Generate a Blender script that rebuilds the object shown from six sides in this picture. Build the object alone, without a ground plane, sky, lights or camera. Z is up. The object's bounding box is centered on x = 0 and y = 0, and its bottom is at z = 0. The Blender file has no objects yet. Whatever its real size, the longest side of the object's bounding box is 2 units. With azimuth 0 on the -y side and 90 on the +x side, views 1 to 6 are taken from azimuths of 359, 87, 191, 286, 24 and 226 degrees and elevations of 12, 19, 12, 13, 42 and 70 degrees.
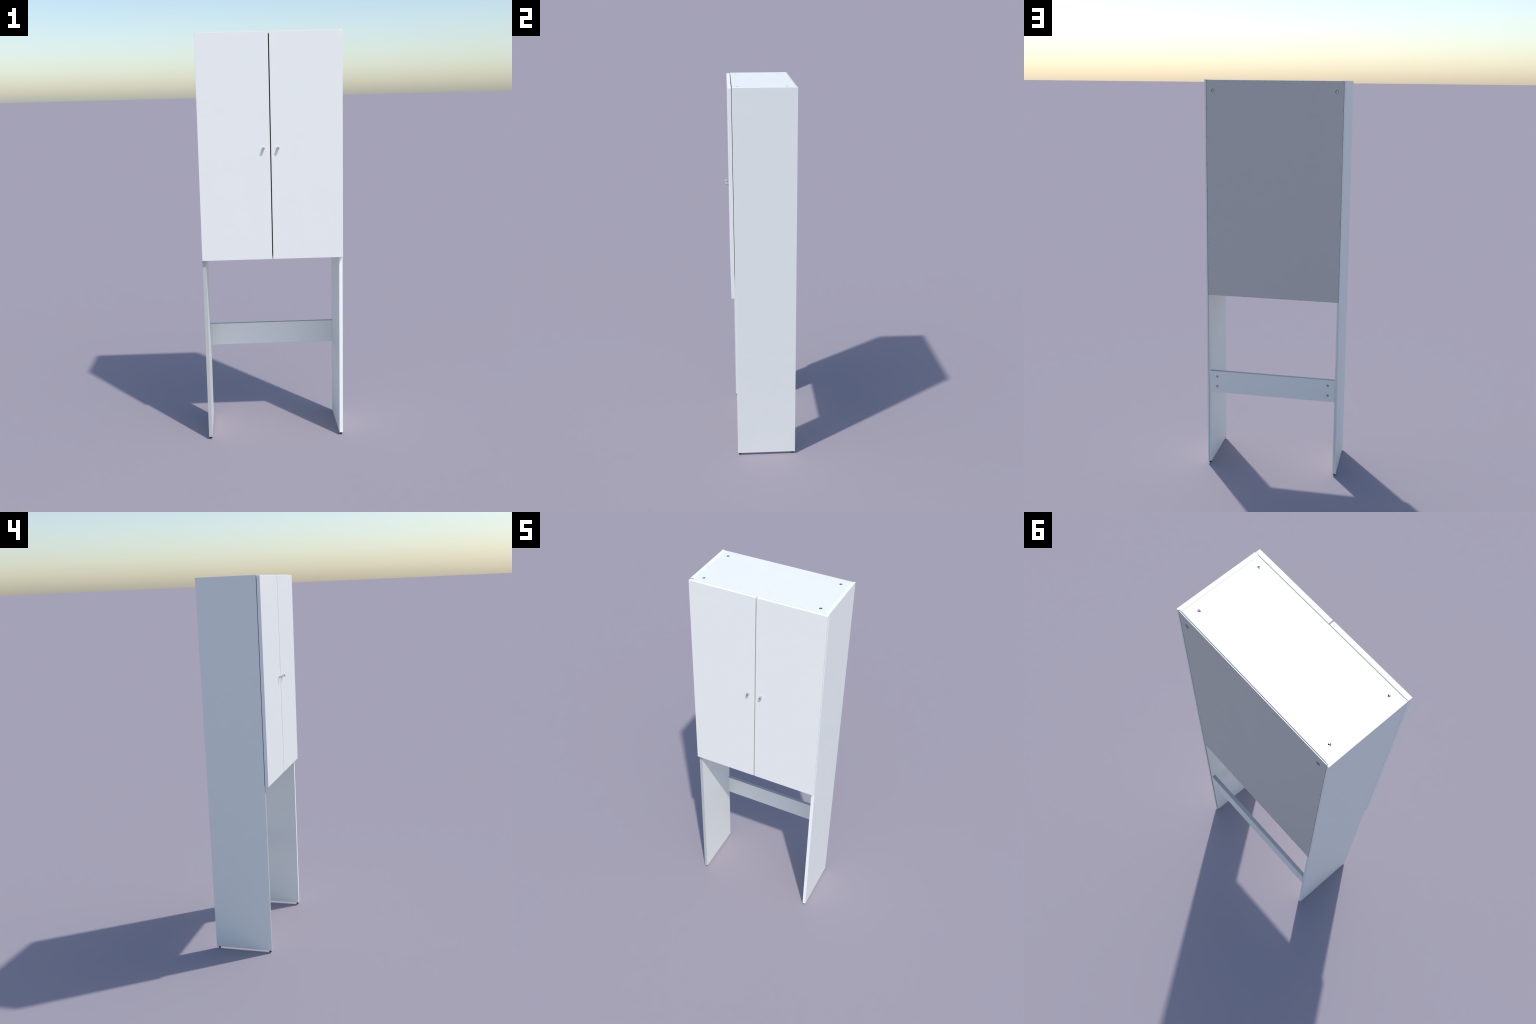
"""Tall white two-door cabinet on panel legs (over-appliance cupboard).

Metres, z up.  Front of the cabinet (doors) faces -y, hardboard back faces +y.
"""
import bpy, bmesh, math
from mathutils import Vector, Matrix

# ------------------------------------------------------------------ sizes
HALF_W = 0.3422          # outer half width
BOARD = 0.0173           # chipboard thickness
TOP = 2.0                # top of everything
LEG_Z = 0.0108           # underside of the side panels (glides below)
SIDE_F, SIDE_B = -0.1393, 0.1755   # side panel front / rear
DOOR_F, DOOR_B = -0.1590, -0.1420  # door front / rear
DOOR_Z = 0.9310          # lower edge of doors, cabinet box and back
DOOR_TOP = 1.9976        # doors stop just below the carcass top
DOOR_GAP = 0.0027        # half of the slit between the doors
DOOR_X = 0.3415
REBATE = 0.1710          # bottom of the rear rebate in the side panels
REBATE_X = 0.3345        # wall of the rebate
SLOT_X = 0.3332          # raw strip of the rebate beside the wall
IN_X = HALF_W - BOARD    # inner face of side panels
KNOB_X, KNOB_Z, KNOB_R = 0.0343, 1.4645, 0.0066
CAM_X, CAM_R = 0.2893, 0.0076
CHAMFER = 0.0005
SHELF = 0.0118           # thinner top and bottom boards

# -------------------------------------------------------------- materials
def new_mat(name):
    m = bpy.data.materials.new(name)
    m.use_nodes = True
    nt = m.node_tree
    return m, nt, nt.nodes["Principled BSDF"]

def board_mat(name, col, rough, vary=0.002, scale=9.0, spec=0.5, bump=0.0):
    """Even coated board: base colour with a very faint cloudy variation."""
    m, nt, p = new_mat(name)
    tc = nt.nodes.new("ShaderNodeTexCoord")
    nz = nt.nodes.new("ShaderNodeTexNoise")
    nz.inputs["Scale"].default_value = scale
    nz.inputs["Detail"].default_value = 4.0
    ramp = nt.nodes.new("ShaderNodeValToRGB")
    lo = [c * (1 - vary) for c in col]
    hi = [min(1.0, c * (1 + vary)) for c in col]
    ramp.color_ramp.elements[0].position = 0.3
    ramp.color_ramp.elements[1].position = 0.7
    ramp.color_ramp.elements[0].color = (*lo, 1)
    ramp.color_ramp.elements[1].color = (*hi, 1)
    nt.links.new(tc.outputs["Object"], nz.inputs["Vector"])
    nt.links.new(nz.outputs["Fac"], ramp.inputs["Fac"])
    nt.links.new(ramp.outputs["Color"], p.inputs["Base Color"])
    p.inputs["Roughness"].default_value = rough
    p.inputs["Specular IOR Level"].default_value = spec
    if bump:
        n2 = nt.nodes.new("ShaderNodeTexNoise")
        n2.inputs["Scale"].default_value = 900.0
        b = nt.nodes.new("ShaderNodeBump")
        b.inputs["Strength"].default_value = bump
        b.inputs["Distance"].default_value = 0.0002
        nt.links.new(tc.outputs["Object"], n2.inputs["Vector"])
        nt.links.new(n2.outputs["Fac"], b.inputs["Height"])
        nt.links.new(b.outputs["Normal"], p.inputs["Normal"])
    return m

def metal_mat(name, col, rough):
    m, nt, p = new_mat(name)
    tc = nt.nodes.new("ShaderNodeTexCoord")
    nz = nt.nodes.new("ShaderNodeTexNoise")
    nz.inputs["Scale"].default_value = 220.0
    mr = nt.nodes.new("ShaderNodeMapRange")
    mr.inputs["To Min"].default_value = rough * 0.85
    mr.inputs["To Max"].default_value = rough * 1.15
    nt.links.new(tc.outputs["Object"], nz.inputs["Vector"])
    nt.links.new(nz.outputs["Fac"], mr.inputs["Value"])
    nt.links.new(mr.outputs["Result"], p.inputs["Roughness"])
    p.inputs["Base Color"].default_value = (*col, 1)
    p.inputs["Metallic"].default_value = 1.0
    return m

LAMINATE = board_mat("white_laminate", (0.860, 0.868, 0.820), 0.50)
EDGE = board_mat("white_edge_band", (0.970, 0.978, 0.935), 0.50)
DOOR_EDGE = board_mat("white_door_edge", (0.925, 0.935, 0.885), 0.50)
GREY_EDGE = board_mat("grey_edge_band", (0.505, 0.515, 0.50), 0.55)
RAIL_EDGE = board_mat("grey_rail_edge", (0.465, 0.475, 0.47), 0.55)
BACK = board_mat("painted_hardboard", (0.558, 0.535, 0.502), 0.60, vary=0.003, scale=14.0)
RAW = board_mat("raw_chipboard", (0.62, 0.52, 0.39), 0.85, vary=0.12, scale=320.0)
RUBBER = board_mat("black_plastic", (0.012, 0.012, 0.013), 0.55, vary=0.1)
METAL = metal_mat("brushed_nickel", (0.66, 0.66, 0.66), 0.26)
ZINC = metal_mat("zinc_casting", (0.62, 0.62, 0.62), 0.22)
CUP = board_mat("shadow_darkened_cup", (0.34, 0.34, 0.35), 0.6)  # cup walls greyed down to carry the shadow inside the hanging holes
NAIL = metal_mat("dull_steel", (0.16, 0.16, 0.17), 0.5)
DARK = board_mat("dark_recess", (0.015, 0.015, 0.017), 0.8)

# --------------------------------------------------------------- helpers
def finish(bm, name, mats, parent=None, smooth=False, angle=35):
    bmesh.ops.recalc_face_normals(bm, faces=bm.faces)
    me = bpy.data.meshes.new(name)
    bm.to_mesh(me)
    bm.free()
    for m in mats:
        me.materials.append(m)
    ob = bpy.data.objects.new(name, me)
    bpy.context.scene.collection.objects.link(ob)
    if smooth:
        me.polygons.foreach_set("use_smooth", [True] * len(me.polygons))
        me.set_sharp_from_angle(angle=math.radians(angle))
    if parent:
        ob.parent = parent
    return ob

def prism(profile, axis, lo, hi, chamfer=CHAMFER):
    """Extrude a closed 2D profile along an axis (0 x, 1 y, 2 z)."""
    bm = bmesh.new()
    def put(a, b, t):
        return {0: (t, a, b), 1: (a, t, b), 2: (a, b, t)}[axis]
    v0 = [bm.verts.new(put(a, b, lo)) for a, b in profile]
    v1 = [bm.verts.new(put(a, b, hi)) for a, b in profile]
    n = len(profile)
    bm.faces.new(v0)
    bm.faces.new(v1)
    for i in range(n):
        j = (i + 1) % n
        bm.faces.new((v0[i], v0[j], v1[j], v1[i]))
    bmesh.ops.recalc_face_normals(bm, faces=bm.faces)
    if chamfer:
        es = [e for e in bm.edges if e.is_convex and e.calc_face_angle(0) > 0.5]
        bmesh.ops.bevel(bm, geom=es, offset=chamfer, segments=1, affect='EDGES')
    bm.normal_update()
    return bm

def box(x0, x1, y0, y1, z0, z1, chamfer=CHAMFER):
    return prism([(x0, y0), (x1, y0), (x1, y1), (x0, y1)], 2, z0, z1, chamfer)

def paint(bm, rule):
    """Give each face a material slot by a rule on (centre, normal)."""
    for f in bm.faces:
        f.material_index = rule(f.calc_center_median(), f.normal)

def lathe(bm, profile, segs=32, mat=0, matrix=Matrix()):
    """Revolve (radius, height) points about local z and cap with the axis."""
    rings = []
    for r, h in profile:
        if r < 1e-7:
            rings.append([bm.verts.new(matrix @ Vector((0, 0, h)))])
        else:
            rings.append([bm.verts.new(matrix @ Vector((r * math.cos(2 * math.pi * i / segs),
                                                       r * math.sin(2 * math.pi * i / segs), h)))
                          for i in range(segs)])
    for a, b in zip(rings, rings[1:]):
        for i in range(segs):
            j = (i + 1) % segs
            if len(a) == 1 and len(b) == 1:
                continue
            if len(a) == 1:
                f = bm.faces.new((a[0], b[i], b[j]))
            elif len(b) == 1:
                f = bm.faces.new((a[i], a[j], b[0]))
            else:
                f = bm.faces.new((a[i], a[j], b[j], b[i]))
            f.material_index = mat

def drill(ob, holes, radius):
    """Cut round blind or through holes: each hole = (start, end) on its axis."""
    bm = bmesh.new()
    for a, b in holes:
        a, b = Vector(a), Vector(b)
        d = b - a
        rot = d.to_track_quat('Z', 'Y').to_matrix().to_4x4()
        lathe(bm, [(0, 0), (radius, 0), (radius, d.length), (0, d.length)], 40,
              0, Matrix.Translation(a) @ rot)
    cutter = finish(bm, "cutter", [])
    md = ob.modifiers.new("holes", 'BOOLEAN')
    md.operation = 'DIFFERENCE'
    md.solver = 'EXACT'
    md.object = cutter
    bpy.context.view_layer.update()
    dg = bpy.context.evaluated_depsgraph_get()
    me = bpy.data.meshes.new_from_object(ob.evaluated_get(dg))
    me.name = ob.name
    ob.modifiers.clear()
    ob.data = me
    cm = cutter.data
    bpy.data.objects.remove(cutter)
    bpy.data.meshes.remove(cm)

# ------------------------------------------------------------------- root
root = bpy.data.objects.new("tall_cabinet", None)
root.empty_display_size = 0.2
bpy.context.scene.collection.objects.link(root)
root["label"] = "tall narrow white two-door cabinet standing on panel legs"
root["category"] = "cabinet"

# ------------------------------------------------------------ side panels
def side_panel(sign):
    prof = [(IN_X, SIDE_F), (HALF_W, SIDE_F), (HALF_W, SIDE_B), (REBATE_X, SIDE_B),
            (REBATE_X, REBATE), (SLOT_X, REBATE), (IN_X, REBATE)]
    prof = [(sign * x, y) for x, y in prof]
    bm = prism(prof, 2, LEG_Z, TOP)
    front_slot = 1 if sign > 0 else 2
    def rule(c, n):
        ax = abs(c.x)
        if SLOT_X - 1e-4 < ax < REBATE_X + 1e-4 and c.y > REBATE - 0.004 \
           and (abs(n.x) > 0.8 or ax < REBATE_X - 2e-4):
            return 3
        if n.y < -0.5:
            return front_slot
        if abs(n.z) > 0.5:
            return 4
        return 0
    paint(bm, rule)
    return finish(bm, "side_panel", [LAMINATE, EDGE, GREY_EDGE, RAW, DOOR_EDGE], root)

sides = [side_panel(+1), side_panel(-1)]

# ----------------------------------------------------------- glide feet
bm = bmesh.new()
lathe(bm, [(0, 0.0), (0.0044, 0.0), (0.0056, 0.0010), (0.0067, 0.0034),
           (0.0072, 0.0065), (0.0072, LEG_Z + 0.001), (0, LEG_Z + 0.001)], 28)
foot = finish(bm, "foot", [RUBBER], None, True, 50)
foot_places = [(s, y) for s in (1, -1) for y in (-0.1297, 0.1607)]
for k, (s, y) in enumerate(foot_places):
    o = foot if k == 0 else foot.copy()
    if k:
        bpy.context.scene.collection.objects.link(o)
    o.location = (s * 0.3335, y, 0)
    o.parent = sides[0] if s > 0 else sides[1]

# ----------------------------------------------------- top and bottom board
def edged(front=1):
    def rule(c, n):
        return front if abs(n.y) > 0.5 else 0
    return rule

FRONT_IN, REAR_IN = -0.1380, 0.1698
top = box(-IN_X, IN_X, FRONT_IN, REAR_IN, TOP - SHELF, TOP - 0.0007)
paint(top, edged())
top = finish(top, "top_panel", [LAMINATE, EDGE], root)
bottom = box(-IN_X, IN_X, FRONT_IN, REAR_IN, DOOR_Z, DOOR_Z + SHELF)
paint(bottom, edged())
bottom = finish(bottom, "bottom_panel", [LAMINATE, EDGE], root)
CAM_Y = (-0.1105, 0.1272)
cam_spots = [(s * CAM_X, y) for s in (1, -1) for y in CAM_Y]
drill(top, [((x, y, TOP + 0.01), (x, y, TOP - 0.008)) for x, y in cam_spots], CAM_R)
drill(bottom, [((x, y, DOOR_Z - 0.01), (x, y, DOOR_Z + 0.008)) for x, y in cam_spots], CAM_R)

# --------------------------------------------------------------- cross rail
RAIL_Z = (0.4063, 0.5224)
RAIL_B = 0.1722          # rear face of the rail
rail = box(-IN_X, IN_X, RAIL_B - BOARD, RAIL_B, *RAIL_Z)
paint(rail, lambda c, n: 1 if abs(n.z) > 0.5 else 0)
rail = finish(rail, "cross_rail", [LAMINATE, RAIL_EDGE], root)
rail_spots = [(s * CAM_X, z) for s in (1, -1) for z in (0.4391, 0.4920)]
drill(rail, [((x, RAIL_B + 0.01, z), (x, RAIL_B - 0.008, z)) for x, z in rail_spots], CAM_R)

# -------------------------------------------------------- cam lock fittings
def cam_mesh():
    """Zinc cam: flat rim, shallow dished face, square driver socket and a
    sloped notch on one side where it grips the bolt head."""
    bm = bmesh.new()
    r = CAM_R - 0.0003
    lathe(bm, [(0, -0.0075), (r, -0.0075), (r, -0.0005), (r - 0.0003, -0.0002),
               (r - 0.0016, -0.0002), (0.0030, -0.0002), (0.0022, -0.0009),
               (0.0019, -0.0045), (0, -0.0045)], 36)
    for f in bm.faces:
        c = f.calc_center_median()
        if math.hypot(c.x, c.y) < 0.0022 and -0.006 < c.z < -0.0012:
            f.material_index = 1
    for v in bm.verts:                       # sloped crescent on one side
        if v.co.z > -0.0012 and v.co.x > 0.0040 and math.hypot(v.co.x, v.co.y) > 0.004:
            v.co.z -= (v.co.x - 0.0040) * 0.45
    return bm

cam = finish(cam_mesh(), "cam_fitting", [ZINC, DARK], None, True, 30)
first = True
def place_cam(parent, loc, rot):
    global first
    o = cam if first else cam.copy()
    if not first:
        bpy.context.scene.collection.objects.link(o)
    first = False
    o.parent = parent
    o.matrix_local = Matrix.Translation(loc) @ rot
for x, y in cam_spots:
    a = math.radians(0 if x > 0 else 180) + (0.5 if y > 0 else -0.3)
    place_cam(top, (x, y, TOP - 0.0007), Matrix.Rotation(a, 4, 'Z'))
for x, y in cam_spots:
    a = 0 if x > 0 else math.pi
    place_cam(bottom, (x, y, DOOR_Z), Matrix.Rotation(math.pi, 4, 'X') @ Matrix.Rotation(a, 4, 'Z'))
for x, z in rail_spots:
    a = math.radians(0 if x > 0 else 180)
    place_cam(rail, (x, RAIL_B, z), Matrix.Rotation(-math.pi / 2, 4, 'X') @ Matrix.Rotation(a, 4, 'Z'))

# ----------------------------------------------------------------- back
BACK_X, BACK_TOP, BACK_F, BACK_B = 0.3325, 1.9979, 0.1716, 0.1747
back = box(-BACK_X, BACK_X, BACK_F, BACK_B, DOOR_Z, BACK_TOP, 0.0003)
paint(back, lambda c, n: 0 if abs(n.y) > 0.5 else 1)
back = finish(back, "back_panel", [BACK, LAMINATE], root)
hang = [(s * 0.3005, 1.9477) for s in (1, -1)]
drill(back, [((x, BACK_B + 0.01, z), (x, BACK_F - 0.01, z)) for x, z in hang], 0.0089)

# nails round the edge of the back
bm = bmesh.new()
NX, NZ0, NZ1 = 0.3296, 0.9342, 1.9943
pts = []
for i in range(8):
    x = -NX + 2 * NX * i / 7
    pts += [(x, NZ0), (x, NZ1)]
for i in range(1, 8):
    z = NZ0 + (NZ1 - NZ0) * i / 8
    pts += [(-NX, z), (NX, z)]
for x, z in pts:
    M = Matrix.Translation((x, BACK_B, z)) @ Matrix.Rotation(-math.pi / 2, 4, 'X')
    lathe(bm, [(0, -0.003), (0.0006, -0.003), (0.0006, 0.0), (0.0016, 0.0001),
               (0.0016, 0.0002), (0.0009, 0.0003), (0, 0.0003)], 12, 0, M)
nails = finish(bm, "nail", [NAIL], back, True, 40)
nails["kind"] = "stuff"

# hanging fitting seen through each hole: shallow cup with an upright tongue
bm = bmesh.new()
R = Matrix.Rotation(-math.pi / 2, 4, 'X')
lathe(bm, [(0, -0.0085), (0.0096, -0.0085), (0.0096, -0.0003), (0.0089, -0.0003),
           (0.0089, -0.0070)], 36, 0, R)
lathe(bm, [(0.0089, -0.0070), (0, -0.0070)], 36, 1, R)
tongue = bmesh.new()
prof = [(-0.0020, 0.0055), (0.0020, 0.0055), (0.0026, -0.0015), (0.0056, -0.0066), (0.0030, -0.0083), (-0.0030, -0.0083), (-0.0056, -0.0066), (-0.0026, -0.0015)]
tb = prism(prof, 1, -0.0071, -0.0022, 0.0005)
for f in tb.faces:
    f.material_index = 1
tm = bpy.data.meshes.new("t")
tb.to_mesh(tm)
tb.free()
bm.from_mesh(tm)
bpy.data.meshes.remove(tm)
tongue.free()
hanger = finish(bm, "hanging_bracket", [CUP, LAMINATE], back, True, 30)
for k, (x, z) in enumerate(hang):
    o = hanger if k == 0 else hanger.copy()
    if k:
        bpy.context.scene.collection.objects.link(o)
        o.parent = back
    o.location = (x, BACK_F, z)

# ----------------------------------------------------------------- doors
for s in (-1, 1):
    x0, x1 = sorted((s * DOOR_GAP, s * DOOR_X))
    d = box(x0, x1, DOOR_F, DOOR_B, DOOR_Z, DOOR_TOP)
    paint(d, lambda c, n: 1 if abs(n.y) < 0.5 else 0)
    door = finish(d, "door", [LAMINATE, DOOR_EDGE], root)
    if s < 0:
        bm = bmesh.new()
        L = 0.0165
        lathe(bm, [(0, -0.001), (KNOB_R - 0.0004, -0.001), (KNOB_R - 0.0004, 0.001), (KNOB_R, L - 0.0008),
                   (KNOB_R - 0.00025, L), (0, L)], 48)
        knob = finish(bm, "knob", [METAL], None, True, 40)
        k = knob
    else:
        k = knob.copy()
        bpy.context.scene.collection.objects.link(k)
    k.parent = door
    k.matrix_local = Matrix.Translation((s * KNOB_X, DOOR_F, KNOB_Z)) @ Matrix.Rotation(math.pi / 2, 4, 'X')
